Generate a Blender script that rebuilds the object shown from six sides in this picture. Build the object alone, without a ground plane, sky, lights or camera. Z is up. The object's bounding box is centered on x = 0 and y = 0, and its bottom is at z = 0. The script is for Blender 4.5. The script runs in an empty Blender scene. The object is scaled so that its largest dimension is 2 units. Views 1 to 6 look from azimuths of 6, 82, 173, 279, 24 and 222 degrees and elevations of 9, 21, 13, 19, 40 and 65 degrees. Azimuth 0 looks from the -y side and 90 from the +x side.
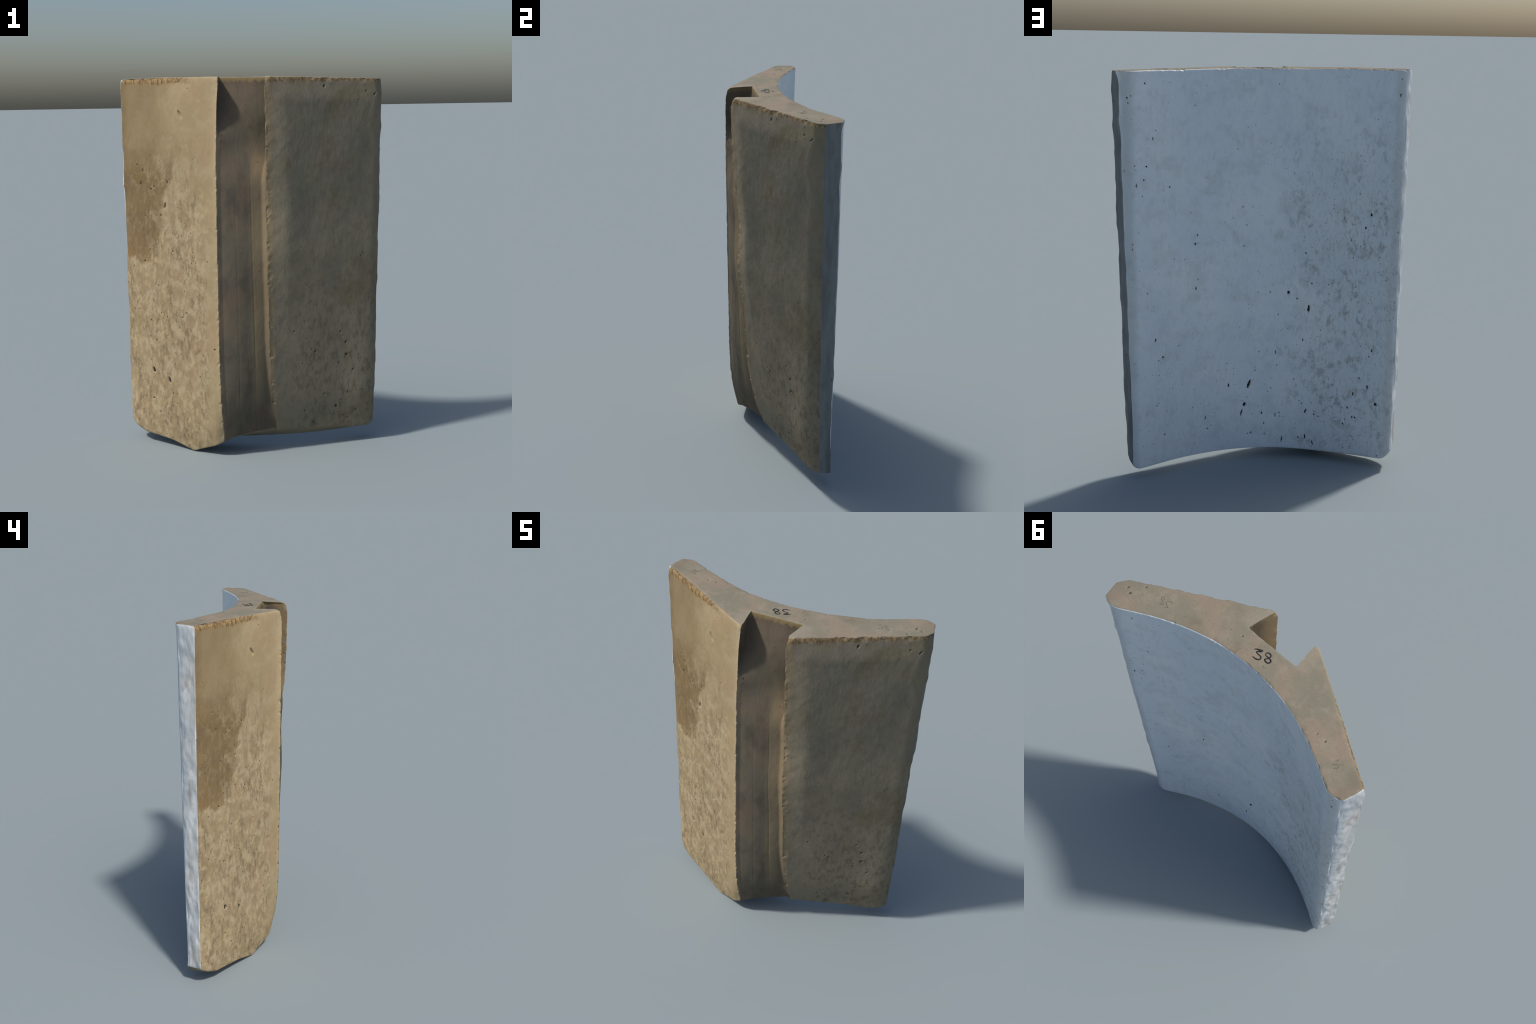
"""Glazed architectural ceramic tile: a concave pale-blue glazed face on a clay body
with two slanting back wings and a dovetail keying slot, numbers written on the top."""
import bpy, math
import numpy as np
from mathutils import Vector
from mathutils.bvhtree import BVHTree

# ------------------------------------------------------------------ noise helper
def _hash(ix, iy, iz, seed):
    h = (ix * 374761393 + iy * 668265263 + iz * 2147483647 + seed * 974634713) & 0xFFFFFFFF
    h = ((h ^ (h >> 13)) * 1274126177) & 0xFFFFFFFF
    h = ((h ^ (h >> 16)) * 2246822519) & 0xFFFFFFFF
    return ((h ^ (h >> 15)) & 0xFFFFFF) / float(0xFFFFFF) * 2 - 1

def vnoise(P, scale, seed=0, octaves=2):
    """smooth value noise in -1..1, scale = (sx, sy, sz) frequencies or a number"""
    Q = P * np.asarray(scale, float)
    out = np.zeros(len(P)); amp = 1.0; tot = 0.0
    for o in range(octaves):
        I = np.floor(Q).astype(np.int64); F = Q - I
        F = F * F * (3 - 2 * F)
        acc = 0
        for dx in (0, 1):
            for dy in (0, 1):
                for dz in (0, 1):
                    w = (F[:, 0] if dx else 1 - F[:, 0]) * (F[:, 1] if dy else 1 - F[:, 1]) * (F[:, 2] if dz else 1 - F[:, 2])
                    acc = acc + w * _hash(I[:, 0] + dx, I[:, 1] + dy, I[:, 2] + dz, seed + 17 * o)
        out += amp * acc; tot += amp
        amp *= 0.5; Q = Q * 2.03
    return out / tot

def sstep(a, b, x):
    t = np.clip((x - a) / (b - a), 0, 1)
    return t * t * (3 - 2 * t)

# ------------------------------------------------------------------ section of the tile
NW, NL, NF = 186, 34, 76              # columns on a wing, a slot wall, the slot floor
NU = NW + NL + NF + NL + NW + 1
NR, NV = 570, 42                      # rows up the tile, steps through its thickness

def key(z, zs, vs):
    return np.interp(z, zs, vs)

def skey(z, zs, vs, w=.05):
    """keyed value with the kinks at the keys rounded off"""
    return np.mean([np.interp(z + d * w, zs, vs) for d in (-1, -.6, -.2, .2, .6, 1)])

def front_corners(z):
    """the six corners of the back outline at height z, left to right"""
    D = (key(z, [0, 2], [-.694, -.699]), key(z, [0, 2], [.112, .119]))
    Ex = skey(z, [0, .1, .3, .6, 1.6, 1.9, 2], [-.130, -.132, -.139, -.144, -.142, -.128, -.112])
    Ey = skey(z, [0, .1, .2, .35, .5, 1.9, 2], [-.180, -.198, -.220, -.234, -.239, -.237, -.235])
    Hx = skey(z, [.05, .1, .2, .35, .6, 1.6, 1.9, 2], [.142, .136, .128, .122, .116, .109, .107, .102])
    Hy = skey(z, [.05, .1, .2, .35, .5, .65, .82, .95, 1.08, 1.2, 1.30, 1.42, 1.55, 1.7, 2],
              [-.070, -.088, -.124, -.152, -.170, -.180, -.188, -.202, -.214, -.206, -.199, -.210, -.226, -.233, -.236], .04)
    # the slot is deep only at the top; lower down it is filled to a shallow channel
    df = float(sstep(1.66, 1.99, z))
    dg = float(sstep(1.42, 1.74, z))
    F = ((Ex + .022) * (1 - df) - .144 * df, (Ey + .007) * (1 - df) - .090 * df)
    G = ((Hx - .026) * (1 - dg) + .147 * dg, (Hy + .011) * (1 - dg) - .087 * dg)
    A = (key(z, [0, .2, 2], [.664, .668, .702]), key(z, [0, 2], [.122, .110]))
    return D, (Ex, Ey), F, G, (Hx, Hy), A

def back_y(x, z):
    t = z / 2.0
    y = (.003 + .040 * t) + .535 * (x + .028 * (1 - t)) ** 2
    lim = .207 + .022 * t + (.006 + .005 * t) * (x > 0)
    k = .008                                  # soft limit rounds the back corners
    y = -k * np.log(np.exp(-y / k) + np.exp(-lim / k))
    return y - .012 * np.clip((np.abs(x) - .622) / .04, 0, 1.2) ** 2

def z_top(x):
    return key(x, [-.70, -.40, -.14, .14, .70], [1.997, 1.997, 1.992, 1.989, 1.978])

def z_bottom_front(x):
    return key(x, [-.70, -.65, -.60, -.53, -.43, -.31, -.19, -.13, -.09, 0, .13, .28, .42, .57, .64, .70],
               [.102, .064, .047, .042, .030, -.012, .042, .078, .098, .112, .120, .110, .102, .082, .084, .112])

def lerp(a, b, n, end=False):
    t = np.linspace(0, 1, n + 1)[: n + (1 if end else 0)]
    return np.stack([a[0] + (b[0] - a[0]) * t, a[1] + (b[1] - a[1]) * t], 1)

def section(z):
    """front outline and back arc at height z, paired column by column"""
    D, Ec, F, G, H, A = front_corners(z)
    front = np.concatenate([lerp(D, Ec, NW), lerp(Ec, F, NL), lerp(F, G, NF), lerp(G, H, NL), lerp(H, A, NW, True)])
    # soft inner corners of the slot
    g = np.exp(-.5 * (np.arange(-10, 11) / 4.2) ** 2); g /= g.sum()
    for c in (NW + NL, NW + NL + NF):
        for k in (0, 1):
            front[c - 14: c + 15, k] = np.convolve(front[c - 24: c + 25, k], g, 'valid')
    fl = np.clip((np.arange(NU) - NW - NL) / NF, 0, 1)       # the filling is slightly crowned
    front[:, 1] -= (.013 + .006 * sstep(.8, .4, z)) * sstep(.04, .30, z) * sstep(1.72, 1.5, z) * 4 * fl * (1 - fl)
    # both wings swell a little between their edges; the outer arris of the right one is rolled
    i = np.arange(NU)
    s = np.clip((i - (NU - 1 - NW)) / NW, 0, 1)
    lobes = .009 * np.exp(-((s - .66) / .20) ** 2) * math.exp(-((z - 1.55) / .20) ** 2) + .012 * np.exp(-((s - .85) / .14) ** 2) * math.exp(-((z - .36) / .20) ** 2) \
        + .010 * np.exp(-((s - .18) / .14) ** 2) * math.exp(-((z - 1.32) / .18) ** 2) - .009 * np.exp(-((s - .15) / .14) ** 2) * math.exp(-((z - .66) / .16) ** 2) \
        - .006 * np.exp(-((s - .62) / .12) ** 2) * math.exp(-((z - .95) / .12) ** 2) - .007 * np.exp(-((s - .9) / .08) ** 2) * math.exp(-((z - 1.6) / .12) ** 2)
    b = ((.017 + .005 * math.exp(-((z - 1.2) / .45) ** 2)) * sstep(0, .18 + .45 * sstep(.75, .25, z), s) + lobes) * np.clip((1 - s) / .075, 0, 1) ** .5 * sstep(2.0, 1.86, z) * sstep(.06, .34, z)
    front += np.where(s > 0, b, 0)[:, None] * np.array([.50, -.866])
    front[:, 1] += np.where(s > 0, .030 * np.clip((s - .94) / .06, 0, 1) ** 2, 0)
    q = np.clip(1 - i / NW, 0, 1)                      # 1 at the outer edge, 0 at the lip
    bl = .010 * sstep(1, .90, q) * sstep(.25, .55, q) * sstep(1.9, 1.6, z) + .014 * sstep(1, .93, q) * sstep(0, .06, q) * sstep(.42, .12, z) \
        - .011 * sstep(.32, .05, q) * sstep(0, .03, q) * sstep(1.25, 1.45, z) * sstep(2.0, 1.85, z)
    front += np.where(q > 0, bl, 0)[:, None] * np.array([-.50, -.866])
    xl, xr = D[0] + .030, A[0] - .030
    m = .165
    bx = np.concatenate([np.linspace(xl, -m, NW, False), np.linspace(-m, -.13, NL, False), np.linspace(-.13, .13, NF, False),
                         np.linspace(.13, m, NL, False), np.linspace(m, xr, NW + 1)])
    back = np.stack([bx, back_y(bx, z)], 1)
    return front, back

# ------------------------------------------------------------------ closed box-mapped surface
U, V, R = NU, NV + 1, NR + 1
index = {}
pos = []
def wall_points():
    zs = np.linspace(0, 1, R)
    S = np.zeros((R, U, V, 3), np.float32)    # whole volume grid, only its shell is kept
    vv = np.linspace(0, 1, V)
    for r, w in enumerate(zs):
        # two passes: heights depend on position, position on height
        fr, bk = section(2.0 * w)
        for _ in range(2):
            zbf = z_bottom_front(fr[:, 0]) + .0
            zbb = .046 - .010 * np.exp(-((bk[:, 0] + .33) / .25) ** 2) + .07 * np.clip((np.abs(bk[:, 0]) - .60) / .07, 0, 1) ** 2
            zf = zbf + (z_top(fr[:, 0]) - zbf) * w
            zb = zbb + (z_top(bk[:, 0]) - zbb) * w
            fr, bk = section(float(np.mean(zf)))
        P = np.zeros((U, V, 3))
        P[..., :2] = bk[:, None, :] * (1 - vv)[None, :, None] + fr[:, None, :] * vv[None, :, None]
        P[..., 2] = zb[:, None] * (1 - vv) + zf[:, None] * vv
        S[r] = P
    return S
S = wall_points()
shell = np.zeros((R, U, V), bool)
shell[0] = shell[-1] = True
shell[:, 0] = shell[:, -1] = True
shell[:, :, 0] = shell[:, :, -1] = True
ids = -np.ones((R, U, V), np.int64)
ids[shell] = np.arange(shell.sum())
P = S[shell].astype(float)
rr, uu, vv_ = np.nonzero(shell)
del S

def quads(G, flip):
    a, b, c, d = G[:-1, :-1], G[:-1, 1:], G[1:, 1:], G[1:, :-1]
    q = np.stack([a, b, c, d] if not flip else [a, d, c, b], -1).reshape(-1, 4)
    return q
REG = {}
face_list, face_reg = [], []
def add(name, G, flip):
    q = quads(G, flip); REG[name] = len(REG)
    face_list.append(q); face_reg.append(np.full(len(q), REG[name]))
c1, c2 = NW, NW + NL + NF + NL
add('glazed_face', ids[:, :, 0], True)
add('wing', ids[:, : c1 + 1, -1], False)
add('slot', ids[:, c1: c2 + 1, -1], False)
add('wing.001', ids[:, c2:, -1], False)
add('side_edge', ids[:, 0, :], False)
add('side_edge.001', ids[:, -1, :], True)
add('top_face', ids[-1], True)
add('underside', ids[0], False)
Fq = np.concatenate(face_list); Fr = np.concatenate(face_reg)

def vertex_normals(P):
    a, b, c, d = (P[Fq[:, i]] for i in range(4))
    n = np.cross(c - a, d - b)
    N = np.zeros_like(P)
    for k in range(3):
        acc = np.zeros(len(P))
        for i in range(4):
            acc += np.bincount(Fq[:, i], n[:, k], len(P))
        N[:, k] = acc
    return N / np.maximum(np.linalg.norm(N, axis=1), 1e-12)[:, None]

# orientation check: make normals point outwards
N = vertex_normals(P)
for name, k in REG.items():
    sel = Fr == k
    a, b, c, d = (P[Fq[sel][:, i]] for i in range(4))
    m = np.cross(c - a, d - b).mean(0)
    want = {'glazed_face': (0, 1, 0), 'wing': (-.5, -1, 0), 'wing.001': (.5, -1, 0), 'slot': (0, -1, 0), 'side_edge': (-1, 0, 0),
            'side_edge.001': (1, 0, 0), 'top_face': (0, 0, 1), 'underside': (0, 0, -1)}[name]
    if np.dot(m, want) < 0:
        Fq[sel] = Fq[sel][:, ::-1]

# ---- rounding of the edges: Laplacian passes, more of them near the worn bottom
edges = np.unique(np.sort(np.concatenate([Fq[:, [0, 1]], Fq[:, [1, 2]], Fq[:, [2, 3]], Fq[:, [3, 0]]]), 1), axis=0)
deg = np.bincount(edges.ravel(), minlength=len(P)).astype(float)
def smooth_local(P, weight, n):
    """same, on the part of the mesh where the weight is not zero"""
    near = weight > 0
    e = edges[near[edges[:, 0]] | near[edges[:, 1]]]
    u, inv = np.unique(e, return_inverse=True); e = inv.reshape(-1, 2)
    Q0, w, d = P[u].copy(), weight[u], deg[u]
    for _ in range(n):
        Q = np.zeros_like(Q0)
        for k in range(3):
            Q[:, k] = (np.bincount(e[:, 0], Q0[e[:, 1], k], len(u)) + np.bincount(e[:, 1], Q0[e[:, 0], k], len(u))) / d
        Q0 = Q0 + w[:, None] * (Q - Q0)
    P = P.copy(); P[u] = Q0
    return P
def smooth(P, weight, n):
    for _ in range(n):
        Q = np.zeros_like(P)
        for k in range(3):
            Q[:, k] = (np.bincount(edges[:, 0], P[edges[:, 1], k], len(P)) + np.bincount(edges[:, 1], P[edges[:, 0], k], len(P))) / deg
        P = P + weight[:, None] * (Q - P)
    return P
fu = uu / (U - 1.0)
on_edge = ((rr == 0) | (rr == R - 1)).astype(int) + ((uu == 0) | (uu == U - 1)) + ((vv_ == 0) | (vv_ == V - 1))
is_front, is_back = vv_ == V - 1, vv_ == 0
is_top, is_bot = rr == R - 1, rr == 0
is_l, is_r = uu == 0, uu == U - 1
P = smooth(P, np.full(len(P), .6), 7)
P = smooth(P, .6 * sstep(.16, .04, P[:, 2]), 14)
end_w = .6 * sstep(.585, .625, np.abs(P[:, 0])) * sstep(.135, .175, P[:, 1]) * sstep(1.995, 1.96, P[:, 2]) * sstep(.09, .13, P[:, 2])
P = smooth_local(P, np.where((rr > 2) & (rr < R - 3), end_w, 0), 300)
foot = .6 * sstep(.60, .65, np.abs(P[:, 0])) * sstep(.17, .12, P[:, 2])
P = smooth_local(P, foot, 60)
roll_w = .6 * sstep(.62, .65, P[:, 0]) * sstep(1.99, 1.94, P[:, 2]) * (P[:, 1] < .175) * (is_front | is_r)
P = smooth_local(P, roll_w, 25)

# worn corners of the top
Dt, Et, Ft, Gt, Ht, At = front_corners(2.0)
corner = np.zeros(len(P))
for (cx, cy), rad in ((Dt, .045), (Et, .045), (Ht, .042), (At, .045)):
    d = np.sqrt((P[:, 0] - cx) ** 2 + (P[:, 1] - cy) ** 2 + (P[:, 2] - 1.985) ** 2)
    corner = np.maximum(corner, .6 * sstep(rad, rad * .4, d))
P = smooth_local(P, corner, 50)

# ------------------------------------------------------------------ relief
N = vertex_normals(P)
x, y, z = P.T.copy()
disp = np.zeros(len(P))
disp += .0030 * vnoise(P, (4, 4, 3), 1, 2)
clay = is_front | is_top
disp += np.where(clay, .0011, .0003) * vnoise(P, (30, 30, 22), 2, 3)
ends = (is_l | is_r)
disp += np.where(ends, .0075, 0) * vnoise(P, (24, 24, 12), 3, 2)
# ripple of the glaze roll on the vertical back corners
disp += .0048 * sstep(.62, .68, np.abs(x)) * (~is_top) * vnoise(P, (12, 12, 8), 4, 3)
# ragged lips of the slot
lip = np.exp(-((uu - c1) / 4.0) ** 2) + np.exp(-((uu - c2) / 5.0) ** 2)
disp += np.where(is_front, lip * (.0040 * vnoise(P, (40, 40, 34), 5, 3) - .0060 * np.clip(vnoise(P, (30, 30, 40), 25, 2) * 2.5 - .7, 0, 1) - .0008), 0)
# tooling marks: shallow slanting scrapes on the right wing next to the lip
scr = np.where(is_front & (uu > c2), np.exp(-np.maximum(x - .12, 0) / .09), 0)
T = np.stack([x * 5 + z * 3.0, y * 0, z * 9 - x * 10], 1)
disp += scr * .0013 * vnoise(T, (1.6, 1, 2.2), 6, 2)
# two faint drawn lines down the slot floor
for x0, dep in ((.035, .0014), (-.045, .0008)):
    xl = x0 + .004 * np.sin(z * 3.1)
    disp -= np.where(is_front & (uu > c1 + NL) & (uu < c2 - NL), dep * np.exp(-((x - xl) / .004) ** 2) * sstep(1.6, 1.3, z), 0)
# flaked skin: the stain on the left wing sits a little lower than the crust round it
stain = sstep(-.42, -.47, x + .05 * vnoise(P, (9, 9, 7), 8, 3)) * sstep(1.00, 1.05, z + .04 * vnoise(P, (10, 10, 8), 9, 2)) * sstep(1.64, 1.56, z)
disp -= np.where(is_front & (uu < c1), .0030 * stain, 0)
P = P + N * disp[:, None]

# chipped arris where the top meets wings and slot
top_of = z_top(P[:, 0])
d_edge = np.where(is_front, np.maximum(top_of - P[:, 2], 0), np.where(is_top, (V - 1 - vv_) * .0045, 9))
cn = vnoise(np.stack([P[:, 0], P[:, 1], P[:, 2] * .4], 1), (38, 38, 38), 11, 3)
amount = np.where(uu <= c1, .010 * sstep(-.28, -.40, P[:, 0]) + .002, np.where(uu >= c2, .0075, .003))
chip = amount * np.exp(-(d_edge / .014) ** 2) * np.clip(.65 + .9 * cn, 0, 1.6)
hor = N * np.array([1, 1, 0]); hor /= np.maximum(np.linalg.norm(hor, axis=1), .3)[:, None]
P -= chip[:, None] * (hor + np.array([0, 0, .55]))
# small nicks in the glaze arris
d_gl = np.where(is_back, np.maximum(top_of - P[:, 2], 0), np.where(is_top, vv_ * .004, 9))
nick = .005 * np.exp(-(d_gl / .008) ** 2) * np.clip(vnoise(P, (45, 45, 20), 12, 2) * 2 - .3, 0, 1)
P -= nick[:, None] * np.array([0, .6, .8])

# ------------------------------------------------------------------ pits: (x, z, half length, half width, tilt)
GLAZE_PITS = [
(0.316,0.936,0.0100,0.0043,-0.22),(-0.144,0.893,0.0090,0.0082,0.02),(-0.187,0.862,0.0067,0.0045,0.23),(-0.244,0.812,0.0211,0.0075,-0.08),(0.514,0.700,0.0106,0.0042,-0.21),(0.479,0.607,0.0067,0.0059,-0.01),(-0.218,0.645,0.0115,0.0038,-0.10),(-0.083,0.577,0.0116,0.0046,0.08),(-0.091,0.506,0.0054,0.0047,0.01),(-0.179,0.432,0.0047,0.0047,0.02),(0.049,0.409,0.0274,0.0084,-0.38),(0.154,0.408,0.0116,0.0046,-0.06),(0.072,0.297,0.0138,0.0092,-0.32),(0.087,0.254,0.0246,0.0054,-0.33),(-0.017,0.246,0.0120,0.0040,0.26),(-0.088,0.233,0.0159,0.0040,0.06),(-0.107,0.245,0.0095,0.0032,0.09),(-0.240,0.260,0.0150,0.0047,-0.43),(-0.283,0.243,0.0071,0.0047,0.02),(-0.304,0.235,0.0047,0.0040,0.02),(-0.468,0.380,0.0123,0.0046,0.09),(-0.533,0.427,0.0136,0.0053,0.13),(-0.573,0.341,0.0108,0.0092,0.03),(-0.444,0.301,0.0094,0.0031,0.03),(-0.435,0.234,0.0071,0.0039,0.03),(-0.468,0.253,0.0078,0.0039,0.03),(-0.481,0.253,0.0070,0.0039,0.03),(-0.426,0.209,0.0071,0.0047,0.03),(-0.122,0.097,0.0241,0.0048,-0.17),(-0.240,0.118,0.0175,0.0048,0.10),(-0.278,0.085,0.0188,0.0039,0.30),(-0.207,0.111,0.0072,0.0040,0.02),(0.036,0.139,0.0100,0.0046,-0.46),(0.054,0.133,0.0048,0.0048,0.01),(0.475,0.201,0.0066,0.0037,-0.23),(0.505,0.372,0.0053,0.0038,-0.01),(0.512,0.360,0.0045,0.0045,-0.01)]
GLAZE_PITS = GLAZE_PITS + [
(0.271,0.249,0.0114,0.0038,-0.20),(0.262,0.185,0.0047,0.0047,-0.00),(-0.546,0.623,0.0065,0.0036,0.35),(-0.535,0.589,0.0058,0.0037,0.26),(-0.510,0.409,0.0054,0.0038,0.03),(-0.495,0.469,0.0054,0.0038,0.03),(-0.030,0.190,0.0080,0.0032,0.01),(-0.034,0.130,0.0128,0.0032,-0.05),(-0.472,0.145,0.0063,0.0040,0.03),(-0.220,0.300,0.0063,0.0039,-0.33),(-0.256,0.943,0.0067,0.0045,-0.19),(-0.052,0.894,0.0045,0.0045,0.01),(0.007,0.893,0.0045,0.0037,0.01),(-0.095,0.777,0.0053,0.0038,-0.26),(0.545,1.924,0.0052,0.0046,-0.02),(0.625,1.861,0.0052,0.0046,-0.02),(0.609,1.870,0.0039,0.0033,-0.02),(0.621,1.839,0.0039,0.0033,-0.02),(0.512,1.673,0.0088,0.0041,-0.01),(0.589,1.462,0.0116,0.0048,-0.02),(0.555,1.485,0.0055,0.0048,-0.02),(0.438,1.442,0.0049,0.0042,-0.01),(0.544,1.547,0.0048,0.0034,-0.02),(0.319,1.157,0.0058,0.0058,0),(0.308,1.199,0.0043,0.0043,0),(-0.520,1.310,0.0099,0.0064,0.23),(-0.498,1.244,0.0072,0.0051,0.03),(-0.436,1.176,0.0080,0.0044,0.03),(-0.439,1.257,0.0051,0.0043,0.03),(0.067,1.238,0.0051,0.0044,0.01),(0.088,1.330,0.0051,0.0043,0.01),(-0.225,1.098,0.0066,0.0037,0.35),(-0.627,1.883,0.0106,0.0033,-0.31)]
CLAY_PITS = [
(-0.540,0.419,0.0158,0.0097,-0.33),(-0.443,0.380,0.0173,0.0071,-0.36),(-0.330,0.762,0.0071,0.0046,-0.37),(-0.355,0.736,0.0051,0.0036,0.00),(-0.547,0.696,0.0071,0.0041,-0.44),(-0.545,0.259,0.0051,0.0046,0.00),(-0.506,0.188,0.0092,0.0046,-0.34),(-0.620,0.748,0.0051,0.0036,0.00),(-0.170,0.591,0.0051,0.0031,0.00),(-0.467,1.276,0.0066,0.0046,0.00),(-0.576,1.021,0.0061,0.0046,0.00),(-0.403,1.088,0.0056,0.0041,0.00),(-0.524,1.414,0.0071,0.0046,0.00),(-0.425,1.457,0.0132,0.0036,0.00),
(0.457,0.222,0.0095,0.0071,0.00),(0.514,0.513,0.0081,0.0067,0.00),(0.511,0.583,0.0067,0.0057,0.00),(0.482,0.644,0.0052,0.0052,0.00),(0.349,0.548,0.0052,0.0052,0.00),(0.288,0.214,0.0086,0.0043,0.00),(0.334,0.138,0.0114,0.0043,-0.25),(0.548,0.424,0.0062,0.0052,0.00),(0.563,0.188,0.0071,0.0043,-0.41),(0.241,0.669,0.0052,0.0043,0.00),(0.395,0.302,0.0052,0.0043,0.00),(0.402,1.939,0.0088,0.0048,0.23),(0.618,1.912,0.0054,0.0041,0.00),(0.660,1.895,0.0068,0.0034,0.30),(0.666,1.901,0.0048,0.0027,0.00)]
GOUGES = [(-0.342,1.807,0.0250,0.0070,-0.59),(-0.588,1.442,0.0127,0.0046,0.20),(-0.441,1.329,0.0193,0.0066,0.21),(-0.573,1.512,0.0122,0.0036,0.13),(-0.516,0.589,0.0081,0.0041,0.32),
          (-0.505,1.428,0.0092,0.0041,0),(-0.606,1.540,0.0071,0.0036,0),(0.474,0.470,0.0105,0.0038,-0.23),(0.519,0.299,0.0105,0.0038,0)]
TOP_PITS = [(0.641,0.126,.006,.005,0),(0.613,0.141,.010,.0035,.6),(0.585,0.073,.004,.004,0),(-0.404,0.076,.005,.004,.3),(-0.451,0.079,.005,.005,0),(0.122,-0.037,.004,.004,0)]
dark = np.zeros(len(P), bool)
N = vertex_normals(P)
P0 = P.copy()
def carve(pits, mask, ax, stretch, depth_f, paint):
    sel = np.nonzero(mask)[0]
    a0, b0 = P0[sel, 0], P0[sel, ax]
    for (px, pb, L, W, tilt) in pits:
        near = (np.abs(a0 - px) < .05) & (np.abs(b0 - pb) < .05)
        i = sel[near]
        dx, db = (a0[near] - px) * stretch, b0[near] - pb
        l = dx * math.sin(tilt) + db * math.cos(tilt)
        w = dx * math.cos(tilt) - db * math.sin(tilt)
        l, w = l / max(L, .005), w / max(W, .0042)
        r2 = l * l + w * w * (1 + .4 * np.clip(l, -1, 1))
        d = np.clip(1 - r2, 0, 1) ** .5
        P[i] -= N[i] * (d * min(depth_f * max(W, .004), .011))[:, None]
        if paint:
            dark[i[r2 < .8]] = True
carve(GLAZE_PITS, is_back & ~is_l & ~is_r, 2, 1.1, 1.5, True)
wings_only = is_front & ((uu < c1 - 3) | (uu > c2 + 3))
carve(CLAY_PITS, wings_only, 2, 1.18, 1.5, True)
carve(GOUGES, wings_only, 2, 1.18, 1.5, False)
carve(TOP_PITS, is_top, 1, 1.0, 1.2, True)

# ------------------------------------------------------------------ settle in the frame
lo = P[:, 2].min(); fade = sstep(.12, .0, P[:, 2])
P[:, 2] -= lo * fade
P[:, 2] = np.where(P[:, 2] > 1.9, 1.9 + (P[:, 2] - 1.9) * .1 / (P[:, 2].max() - 1.9), P[:, 2])
P[:, 2] = np.maximum(P[:, 2], 0)
N = vertex_normals(P)

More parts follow.
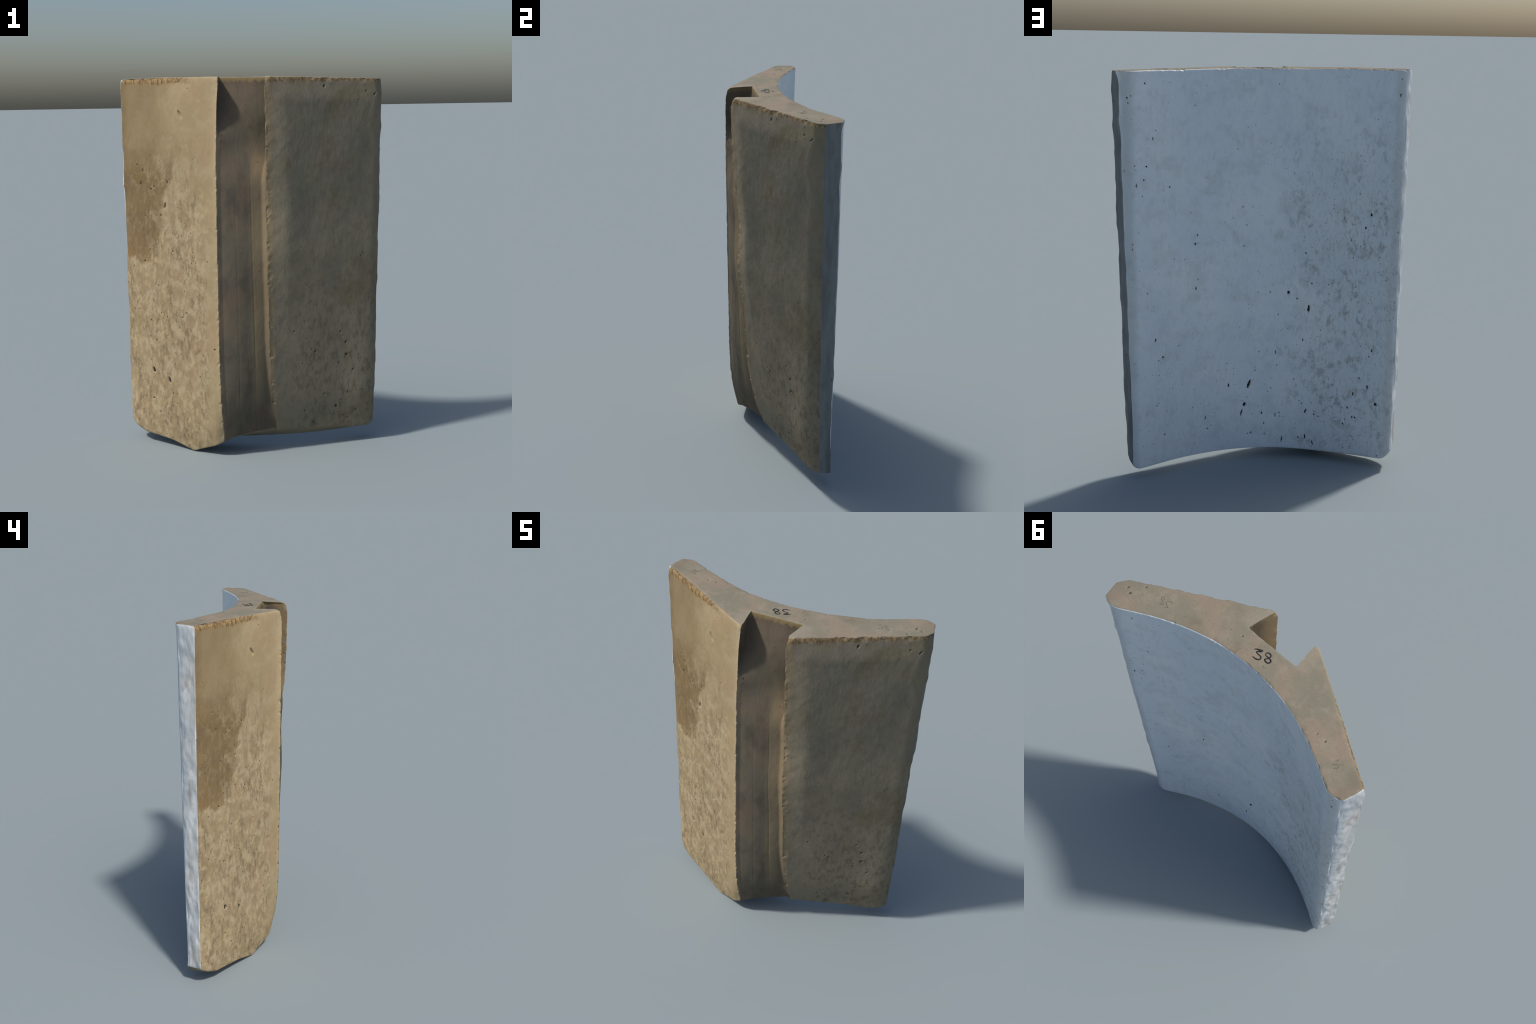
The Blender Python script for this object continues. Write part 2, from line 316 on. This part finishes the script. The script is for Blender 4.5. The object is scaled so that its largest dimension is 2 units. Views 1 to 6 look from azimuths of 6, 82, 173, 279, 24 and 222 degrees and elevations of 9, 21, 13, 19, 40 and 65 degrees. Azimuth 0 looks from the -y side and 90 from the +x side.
# ------------------------------------------------------------------ node helpers
class Mat:
    def __init__(self, name):
        self.m = bpy.data.materials.new(name); self.m.use_nodes = True
        self.t = self.m.node_tree; self.t.nodes.clear()
        self.out = self.t.nodes.new('ShaderNodeOutputMaterial')
        self.bsdf = self.t.nodes.new('ShaderNodeBsdfPrincipled')
        self.t.links.new(self.bsdf.outputs[0], self.out.inputs[0])
        self.co = self.t.nodes.new('ShaderNodeTexCoord').outputs['Object']
        s = self.t.nodes.new('ShaderNodeSeparateXYZ'); self.link(self.co, s.inputs[0])
        self.x, self.y, self.z = s.outputs
    def link(self, a, b):
        if hasattr(a, 'is_output'): self.t.links.new(a, b)
        else: b.default_value = a
    def mapped(self, scale, rot=(0, 0, 0), loc=(0, 0, 0)):
        n = self.t.nodes.new('ShaderNodeMapping'); self.link(self.co, n.inputs['Vector'])
        n.inputs['Scale'].default_value = scale; n.inputs['Rotation'].default_value = rot; n.inputs['Location'].default_value = loc
        return n.outputs[0]
    def noise(self, scale, detail=4, rough=.55, stretch=(1, 1, 1), rot=(0, 0, 0), loc=(0, 0, 0), dist=0):
        n = self.t.nodes.new('ShaderNodeTexNoise'); self.link(self.mapped(stretch, rot, loc), n.inputs['Vector'])
        n.inputs['Scale'].default_value = scale; n.inputs['Detail'].default_value = detail
        n.inputs['Roughness'].default_value = rough; n.inputs['Distortion'].default_value = dist
        return n.outputs['Fac']
    def voronoi(self, scale, stretch=(1, 1, 1), loc=(0, 0, 0)):
        n = self.t.nodes.new('ShaderNodeTexVoronoi'); self.link(self.mapped(stretch, (0, 0, 0), loc), n.inputs['Vector'])
        n.inputs['Scale'].default_value = scale
        c = self.t.nodes.new('ShaderNodeSeparateColor'); self.link(n.outputs['Color'], c.inputs[0])
        return n.outputs['Distance'], c.outputs[0], c.outputs[1]
    def math(self, op, a, b=0., clamp=False):
        n = self.t.nodes.new('ShaderNodeMath'); n.operation = op; n.use_clamp = clamp
        self.link(a, n.inputs[0]); self.link(b, n.inputs[1]); return n.outputs[0]
    def step(self, a, b, v):
        n = self.t.nodes.new('ShaderNodeMapRange'); n.interpolation_type = 'SMOOTHSTEP'
        self.link(v, n.inputs['Value'])
        if a < b: n.inputs[1].default_value, n.inputs[2].default_value, n.inputs[3].default_value, n.inputs[4].default_value = a, b, 0, 1
        else: n.inputs[1].default_value, n.inputs[2].default_value, n.inputs[3].default_value, n.inputs[4].default_value = b, a, 1, 0
        return n.outputs[0]
    def mix(self, fac, a, b, mode='MIX'):
        n = self.t.nodes.new('ShaderNodeMix'); n.data_type = 'RGBA'; n.blend_type = mode
        self.link(fac, n.inputs[0]); self.link(a, n.inputs[6]); self.link(b, n.inputs[7]); return n.outputs[2]
    def mul(self, *a):
        r = a[0]
        for b in a[1:]: r = self.math('MULTIPLY', r, b)
        return r
    def bump(self, h, strength, dist):
        n = self.t.nodes.new('ShaderNodeBump'); n.inputs['Strength'].default_value = strength; n.inputs['Distance'].default_value = dist
        self.link(h, n.inputs['Height']); self.link(n.outputs[0], self.bsdf.inputs['Normal'])
    def pinholes(self, scale, size, density, loc=(0, 0, 0), stretch=(1, 1, 1)):
        """small dark pores: random cells of a Voronoi pattern, density 0..1 socket or number"""
        d, r1, r2 = self.voronoi(scale, stretch, loc)
        keep = self.math('LESS_THAN', r1, density)
        rad = self.math('MULTIPLY', self.math('ADD', r2, .35), size)
        return self.mul(keep, self.step(1., .55, self.math('DIVIDE', d, rad)))
    def finish(self, col, rough, spec=.3):
        self.link(col, self.bsdf.inputs['Base Color']); self.link(rough, self.bsdf.inputs['Roughness'])
        self.bsdf.inputs['Specular IOR Level'].default_value = spec
        return self.m

def C(r, g, b): return (r, g, b, 1.)

TAN, TAN_PALE, TAN_PINK, BROWN = C(.345, .265, .148), C(.430, .342, .210), C(.370, .270, .158), C(.172, .116, .051)
SPECK = C(.165, .125, .078)
PORE = C(.035, .030, .026)

def wing_material(name, left):
    m = Mat(name)
    big = m.noise(3.0, 5, .55); mid = m.noise(9, 6, .6, loc=(3, 1, 2)); fine = m.noise(70, 6, .62, (1, 1, .55))
    streak = m.noise(34, 7, .65, (1, 1, .38), loc=(1, 7, 0))
    col = m.mix(m.step(.40, .62, big), TAN, TAN_PINK)
    col = m.mix(m.math('MULTIPLY', m.step(.42, .66, mid), .6), col, TAN_PALE)
    fleck = m.noise(34, 7, .66, (1, 1, .6), loc=(4, 4, 9))
    grey = m.noise(2.2, 4, .5, loc=(8, 2, 5))
    if left:
        ragged = m.math('SUBTRACT', m.noise(9, 8, .72, (1, 1, .7), loc=(0, 0, 4)), .5)
        sx = m.math('ADD', m.x, m.math('MULTIPLY', ragged, .30))
        sz = m.math('ADD', m.z, m.math('MULTIPLY', ragged, .24))
        slant = m.math('ADD', sx, m.math('MULTIPLY', m.math('SUBTRACT', 1.35, sz), .25))
        stain = m.mul(m.step(-.425, -.465, slant), m.step(1.0, 1.05, sz), m.step(1.72, 1.46, sz), m.math('ADD', m.math('MULTIPLY', m.step(.36, .5, fleck), .35), .65), m.math('ADD', m.math('MULTIPLY', m.step(.62, .50, m.noise(11, 7, .68, (1, 1, .7), loc=(3, 8, 3))), .75), .25))
        col = m.mix(m.mul(m.step(-.36, -.56, sx), m.step(1.15, 1.75, sz), .55), col, C(.205, .148, .076))
        col = m.mix(m.math('MULTIPLY', stain, .78), col, BROWN)
        rim = m.mul(m.step(-.645, -.69, m.x), m.step(.2, .8, m.z), .5)
        col = m.mix(rim, col, C(.205, .140, .075))
        col = m.mix(m.mul(stain, m.step(.5, .62, m.noise(16, 6, .6, (1, 1, .6), loc=(7, 1, 7))), .5), col, C(.255, .175, .085))
        col = m.mix(m.mul(stain, m.step(1.22, 1.05, sz), .35), col, C(.26, .155, .07))
        peel = m.math('MULTIPLY', m.step(1.85, 1.10, sz), m.step(-.17, -.24, m.math('ADD', m.x, m.math('MULTIPLY', ragged, .06))))
        col = m.mix(m.mul(peel, m.math('SUBTRACT', 1., stain), m.step(.50, .60, fleck), .65), col, C(.470, .378, .240))
        col = m.mix(m.mul(peel, m.step(.50, .40, fleck), .42), col, C(.250, .188, .114))
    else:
        # clay tinted grey-olive and darkened: paints in this wing's side away from the sun
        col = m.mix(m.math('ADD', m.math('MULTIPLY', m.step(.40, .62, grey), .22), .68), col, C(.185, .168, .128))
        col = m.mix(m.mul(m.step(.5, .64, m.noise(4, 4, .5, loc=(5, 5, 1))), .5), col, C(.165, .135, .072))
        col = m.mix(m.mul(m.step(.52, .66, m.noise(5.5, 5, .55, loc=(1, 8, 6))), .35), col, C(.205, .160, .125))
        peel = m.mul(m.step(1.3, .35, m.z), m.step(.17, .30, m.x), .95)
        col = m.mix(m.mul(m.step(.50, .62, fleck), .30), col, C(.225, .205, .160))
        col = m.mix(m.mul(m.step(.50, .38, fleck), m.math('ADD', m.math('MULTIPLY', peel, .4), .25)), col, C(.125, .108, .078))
    spk = m.mul(m.step(.50, .60, m.math('ADD', m.math('MULTIPLY', streak, .6), m.math('MULTIPLY', fine, .4))), m.step(.30, .55, m.noise(6, 4, .5, loc=(2, 9, 3))))
    col = m.mix(m.mul(spk, m.math('ADD', m.math('MULTIPLY', peel, .50), .08)), col, SPECK)
    pore = m.pinholes(85, .26, m.math('MULTIPLY', m.math('ADD', m.math('MULTIPLY', peel, .13), .02), m.step(.40, .62, m.noise(7, 4, .6, loc=(5, 2, 8)))), (3, 3, 3), (1, 1, .7))
    col = m.mix(m.math('MULTIPLY', pore, .85), col, PORE)
    # fresh orange body showing in the chipped top arris
    ez = m.math('ADD', m.z, m.math('MULTIPLY', m.math('SUBTRACT', m.noise(40, 5, .6), .5), .045))
    chip = m.step(1.957, 1.972, ez)
    if left: chip = m.math('MULTIPLY', chip, m.step(-.24, -.36, m.x))
    cc = m.mix(m.step(.42, .6, m.noise(80, 4, .7, (1, 1, .5))), C(.135, .085, .040) if left else C(.085, .058, .030), C(.34, .235, .110) if left else C(.235, .165, .082))
    col = m.mix(m.math('MULTIPLY', chip, .85), col, cc)
    # paler band along the lip beside the slot
    lipx = m.step(-.175, -.145, m.x) if left else m.step(.15, .125, m.x)
    col = m.mix(m.mul(lipx, .5), col, TAN_PALE if left else C(.33, .235, .125))
    h = m.math('ADD', m.math('MULTIPLY', fine, .5), m.math('SUBTRACT', m.math('MULTIPLY', streak, .6), m.math('MULTIPLY', m.mul(spk, peel), .5)))
    h = m.math('SUBTRACT', h, pore)
    m.bump(h, .55, .006)
    return m.finish(col, .9, .1)

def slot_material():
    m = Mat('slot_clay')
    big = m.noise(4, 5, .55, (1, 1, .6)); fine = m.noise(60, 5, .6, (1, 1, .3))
    col = m.mix(m.step(.40, .62, big), C(.125, .110, .080), C(.155, .118, .084))  # base colours lowered so the slot carries its recess shadow
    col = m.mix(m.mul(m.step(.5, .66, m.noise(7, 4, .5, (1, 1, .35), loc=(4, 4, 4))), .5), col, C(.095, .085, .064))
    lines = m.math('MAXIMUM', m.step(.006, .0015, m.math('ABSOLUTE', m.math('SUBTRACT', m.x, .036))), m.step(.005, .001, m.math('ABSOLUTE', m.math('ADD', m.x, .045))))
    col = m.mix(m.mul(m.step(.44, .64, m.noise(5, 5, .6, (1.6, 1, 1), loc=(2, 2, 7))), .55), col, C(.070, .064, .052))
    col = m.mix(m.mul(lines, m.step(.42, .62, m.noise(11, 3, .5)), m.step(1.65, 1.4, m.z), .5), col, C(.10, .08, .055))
    # diagonal hair crack
    crack = m.math('ABSOLUTE', m.math('SUBTRACT', m.math('SUBTRACT', m.z, 1.47), m.math('MULTIPLY', m.math('SUBTRACT', m.x, .03), .75)))
    crack = m.math('ADD', crack, m.math('MULTIPLY', m.math('SUBTRACT', m.noise(40, 3, .6), .5), .02))
    col = m.mix(m.mul(m.step(.004, .001, crack), m.step(.015, .05, m.x), .8), col, C(.09, .07, .05))
    lip = m.mul(m.step(-.13, -.20, m.y), m.step(0, .06, m.x))
    col = m.mix(m.math('MULTIPLY', lip, .6), col, C(.33, .245, .140))
    ez = m.math('ADD', m.z, m.math('MULTIPLY', m.math('SUBTRACT', m.noise(45, 5, .6, (1, 1, .3)), .5), .06))
    col = m.mix(m.mul(m.step(1.963, 1.978, ez), .8), col, C(.24, .175, .085))
    pore = m.pinholes(45, .18, .10, (1, 6, 3))
    col = m.mix(m.math('MULTIPLY', pore, .8), col, PORE)
    m.bump(m.math('ADD', fine, m.math('MULTIPLY', big, .5)), .35, .004)
    return m.finish(col, .9, .1)

def top_material():
    m = Mat('top_clay')
    big = m.noise(5, 5, .55); mid = m.noise(16, 5, .6, loc=(3, 3, 3)); fine = m.noise(90, 5, .6)
    col = m.mix(m.step(.42, .58, big), C(.222, .206, .155), C(.268, .220, .165))
    col = m.mix(m.mul(m.step(.48, .70, mid), .6), col, C(.300, .265, .205))
    col = m.mix(m.mul(m.step(.54, .72, m.noise(7, 5, .6, loc=(9, 1, 2))), .75), col, C(.175, .150, .108))
    col = m.mix(m.mul(m.step(.50, .66, m.noise(11, 6, .6, loc=(2, 7, 2))), .5), col, C(.225, .212, .155))
    col = m.mix(m.mul(m.step(-.075, -.10, m.math('ADD', m.y, m.math('MULTIPLY', m.math('SUBTRACT', mid, .5), .06))), m.step(.22, .14, m.math('ABSOLUTE', m.x)), .45), col, C(.33, .295, .23))
    col = m.mix(m.mul(m.step(.58, .66, m.x), .35), col, C(.185, .160, .120))
    col = m.mix(m.mul(m.step(.5, .62, m.noise(120, 4, .6, (1, 1, 1))), .18), col, C(.15, .125, .09))
    smudge = m.mul(m.step(-.60, -.645, m.x), .45)
    col = m.mix(smudge, col, C(.175, .145, .108))
    pore = m.pinholes(40, .13, .10, (5, 2, 1))
    col = m.mix(m.math('MULTIPLY', pore, .8), col, PORE)
    m.bump(m.math('ADD', fine, mid), .25, .004)
    return m.finish(col, .9, .12)

def glaze_material(name, ends, worn=False):  # worn=True: right end, slip colour darkened for shade
    m = Mat(name)
    big = m.noise(2.6, 5, .55); mid = m.noise(11, 6, .6, loc=(2, 2, 2)); fine = m.noise(55, 5, .6, (1, 1, .5))
    A, B, G = (C(.52, .555, .58), C(.60, .61, .60), C(.42, .435, .42)) if ends else (C(.675, .738, .785), C(.73, .775, .80), C(.55, .59, .61))
    col = m.mix(m.step(.38, .64, big), A, B)
    col = m.mix(m.mul(m.step(.47, .68, mid), .45), col, G)
    # grey-brown cloud of grime and pores towards the left side of the face
    cloud = m.mul(m.step(-.02, -.42, m.math('ADD', m.x, m.math('MULTIPLY', m.math('SUBTRACT', m.noise(2.4, 4, .5), .5), .5))), m.step(1.85, 1.35, m.z))
    blot = m.mul(m.step(.48, .62, m.noise(30, 7, .68, (1, 1, .6), loc=(6, 0, 1))), m.step(.40, .58, m.noise(7, 4, .55, loc=(1, 6, 8))))
    hair = m.step(.50, .66, m.noise(85, 5, .62, (1, 1, .35), loc=(3, 3, 8)))
    if not ends:
        col = m.mix(m.mul(blot, m.math('ADD', m.math('MULTIPLY', cloud, .62), .14)), col, C(.27, .285, .28))
        col = m.mix(m.mul(hair, m.math('ADD', m.math('MULTIPLY', cloud, .28), .12)), col, C(.36, .385, .39))
        ex = m.math('ADD', m.math('ABSOLUTE', m.x), m.math('MULTIPLY', m.math('SUBTRACT', m.noise(9, 6, .6, (1, 1, .5), loc=(2, 5, 5)), .5), .05))
        col = m.mix(m.mul(m.step(.585, .625, ex), m.step(.665, .640, ex), .38), col, C(.36, .375, .355))
        col = m.mix(m.mul(cloud, .22), col, C(.40, .425, .425))
        dens = m.math('ADD', m.math('MULTIPLY', cloud, .30), m.math('ADD', m.mul(m.step(1.6, .4, m.z), .10), .04))
        p1 = m.pinholes(62, .20, m.math('MULTIPLY', dens, m.step(.35, .6, m.noise(5, 4, .6, loc=(9, 9, 2)))), (1, 2, 3), (1, 1, .75))
        p2 = m.pinholes(125, .30, m.math('MULTIPLY', dens, m.step(.38, .62, m.noise(6, 5, .6, loc=(4, 9, 2)))), (7, 2, 5), (1, 1, .7))
        pore = m.math('MAXIMUM', m.mul(p1, .8), m.mul(p2, .6))
        col = m.mix(pore, col, C(.06, .06, .058))
        m.bump(m.math('SUBTRACT', m.math('ADD', m.math('MULTIPLY', fine, .5), m.math('MULTIPLY', mid, .5)), pore), .3, .005)
        return m.finish(col, .42, .45)
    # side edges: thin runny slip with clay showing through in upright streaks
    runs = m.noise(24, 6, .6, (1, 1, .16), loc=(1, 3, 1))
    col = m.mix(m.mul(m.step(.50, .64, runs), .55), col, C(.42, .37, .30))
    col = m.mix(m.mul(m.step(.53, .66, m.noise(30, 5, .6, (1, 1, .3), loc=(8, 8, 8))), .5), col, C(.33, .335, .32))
    if worn:   # shade of the right end painted as dark grey; brown clay along front arris
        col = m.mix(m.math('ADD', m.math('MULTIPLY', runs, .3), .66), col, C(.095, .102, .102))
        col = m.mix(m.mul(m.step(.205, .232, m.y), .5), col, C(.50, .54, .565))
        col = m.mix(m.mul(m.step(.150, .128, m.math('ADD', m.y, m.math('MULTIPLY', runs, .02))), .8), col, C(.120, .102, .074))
    else:
        col = m.mix(m.mul(m.step(.52, .60, m.noise(14, 3, .5, (1, 1, .45), loc=(5, 5, 5))), .7), col, C(.70, .715, .72))
        col = m.mix(m.mul(m.step(.165, .205, m.y), .8), col, C(.63, .675, .705))
    pore = m.pinholes(40, .25, .05, (1, 1, 1), (1, 1, .6))
    col = m.mix(m.mul(pore, .8), col, C(.1, .1, .095))
    m.bump(m.math('ADD', runs, m.math('MULTIPLY', fine, .4)), .5, .008)
    return m.finish(col, .7 if worn else .5, .2 if worn else .4)

def plain(name, c1, c2, scale, rough):
    m = Mat(name)
    m.finish(m.mix(m.step(.4, .62, m.noise(scale, 5, .6)), c1, c2), rough, .2)
    return m.m

MATS = {'glazed_face': glaze_material('pale_blue_glaze', False), 'wing': wing_material('stained_tan_clay', True), 'wing.001': wing_material('shade_greyed_clay', False),
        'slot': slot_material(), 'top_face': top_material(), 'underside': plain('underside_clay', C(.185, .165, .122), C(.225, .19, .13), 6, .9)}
MATS['side_edge'] = glaze_material('thin_slip', True)
MATS['side_edge.001'] = glaze_material('shade_darkened_slip', True, True)
PIT = plain('painted_pit_shadow', C(.030, .027, .024), C(.06, .052, .042), 60, .95)  # near-black lining gives the hollows the shadow of their depth

# ------------------------------------------------------------------ build objects
scene = bpy.context.scene
root = bpy.data.objects.new('ceramic_tile', None)
scene.collection.objects.link(root)
root['label'] = 'curved ceramic building tile with pale blue glaze and slotted clay back'
root['category'] = 'ceramic tile'

dark_f = dark[Fq].sum(1) >= 3
for name, k in REG.items():
    sel = Fr == k
    f = Fq[sel]; used, inv = np.unique(f, return_inverse=True)
    me = bpy.data.meshes.new(name)
    nf = len(f)
    me.vertices.add(len(used)); me.vertices.foreach_set('co', P[used].astype(np.float32).ravel())
    me.loops.add(nf * 4); me.loops.foreach_set('vertex_index', inv.astype(np.int32).ravel())
    me.polygons.add(nf)
    me.polygons.foreach_set('loop_start', np.arange(0, nf * 4, 4, dtype=np.int32))
    me.polygons.foreach_set('use_smooth', np.ones(nf, bool))
    me.materials.append(MATS[name]); me.materials.append(PIT)
    me.polygons.foreach_set('material_index', dark_f[sel].astype(np.int32))
    me.update(calc_edges=True); me.validate()
    me.normals_split_custom_set_from_vertices(N[used].astype(np.float32))
    ob = bpy.data.objects.new(name, me); ob.parent = root
    scene.collection.objects.link(ob)
    if name == 'top_face':
        top_bvh = BVHTree.FromPolygons([tuple(p) for p in P[used]], [tuple(q) for q in inv.reshape(-1, 4)])
        top_ob = ob

# ------------------------------------------------------------------ handwriting on the top
def spline(pts, step=.0012):
    p = np.array(pts, float); p = np.concatenate([[2 * p[0] - p[1]], p, [2 * p[-1] - p[-2]]])
    out = []
    for i in range(1, len(p) - 2):
        n = max(2, int(np.linalg.norm(p[i + 1] - p[i]) / step))
        for t in np.linspace(0, 1, n, endpoint=False):
            out.append(.5 * (2 * p[i] + (p[i + 1] - p[i - 1]) * t + (2 * p[i - 1] - 5 * p[i] + 4 * p[i + 1] - p[i + 2]) * t * t + (3 * p[i] - p[i - 1] - 3 * p[i + 1] + p[i + 2]) * t ** 3))
    out.append(p[-2]); return np.array(out)

def on_top(xy, lift):
    h = top_bvh.ray_cast(Vector((float(xy[0]), float(xy[1]), 2.2)), Vector((0, 0, -1)))[0]
    return (float(xy[0]), float(xy[1]), (h.z if h else 1.98) + lift)

def stroke_object(name, strokes, width, mat, lift=.0009):
    verts, faces = [], []
    for li, s in enumerate(strokes):
        c = spline(s); n = len(c)
        t = np.gradient(c, axis=0); t /= np.maximum(np.linalg.norm(t, axis=1), 1e-9)[:, None]
        side = np.stack([-t[:, 1], t[:, 0]], 1)
        b = len(verts)
        for i in range(n):
            q = i / (n - 1.)
            w = width * .5 * (.55 + .45 * min(1, 8 * q, 8 * (1 - q))) * (1 + .12 * math.sin(9 * q + li))
            for k, l in ((-1, -.0015), (-.6, lift + .0002 * li), (.6, lift + .0002 * li), (1, -.0015)):
                verts.append(on_top(c[i] + side[i] * w * k, l))
        for i in range(n - 1):
            for j in range(3):
                a = b + i * 4 + j; faces.append((a, a + 4, a + 5, a + 1))
        faces.append((b, b + 1, b + 2, b + 3)); e = b + (n - 1) * 4; faces.append((e + 3, e + 2, e + 1, e))
    me = bpy.data.meshes.new(name); me.from_pydata(verts, [], faces); me.update()
    for p in me.polygons: p.use_smooth = True
    me.materials.append(mat)
    ob = bpy.data.objects.new(name, me); ob.parent = top_ob
    scene.collection.objects.link(ob)

INK = plain('marker_ink', C(.018, .017, .018), C(.03, .028, .03), 120, .6)
LEAD = plain('pencil_lead', C(.10, .085, .065), C(.17, .145, .11), 150, .7)
SMUDGE = plain('pencil_smudge', C(.15, .125, .09), C(.22, .185, .135), 120, .8)
stroke_object('marker_number', [
    [(.0420, -.0261), (.0385, -.0324), (.0269, -.0384), (.0136, -.0446), (.0152, -.0364), (.0261, -.0278), (.0259, -.0227), (.0174, -.0210), (.0005, -.0197), (-.0067, -.0133), (-.0060, -.0053), (.0022, .0001), (.0136, .0024), (.0240, .0026)],
    [(.0270, -.0350), (.0155, -.0416)],
    [(-.0056, -.0439), (-.0101, -.0540), (-.0231, -.0545), (-.0299, -.0477), (-.0287, -.0352), (-.0222, -.0241), (-.0257, -.0186), (-.0373, -.0167), (-.0454, -.0202), (-.0467, -.0306), (-.0358, -.0377), (-.0222, -.0378), (-.0117, -.0386), (-.0056, -.0439)]], .0084, INK)
stroke_object('pencil_number', [
    [(.4820, .0758), (.4959, .0668), (.5008, .0584), (.4969, .0533), (.4881, .0566), (.4821, .0699), (.4814, .0764), (.4824, .0870), (.4815, .0897), (.4691, .0858), (.4691, .0810), (.4814, .0764)],
    [(.4405, .0536), (.4541, .0515), (.4652, .0566), (.4688, .0639), (.4641, .0712), (.4546, .0761), (.4442, .0800), (.4380, .0791)],
    [(.4408, .0802), (.4456, .0826), (.4536, .0906)]], .0025, LEAD, .0006)
stroke_object('pencil_mark', [
    [(.0964, .0309), (.0871, .0342), (.0870, .0169), (.0816, .0047)], [(-.0348, .0043), (-.0466, .0083), (-.0553, -.0004)],
    [(-.5655, .1274), (-.5618, .1216), (-.5602, .1110), (-.5685, .1055), (-.5765, .1051)], [(-.5374, .1115), (-.5425, .1026), (-.5414, .0960)],
    [(-.5371, .1328), (-.5483, .1197), (-.5546, .1193)], [(-.5551, .1414), (-.5576, .1333), (-.5656, .1311)]], .0042, SMUDGE, .0005)
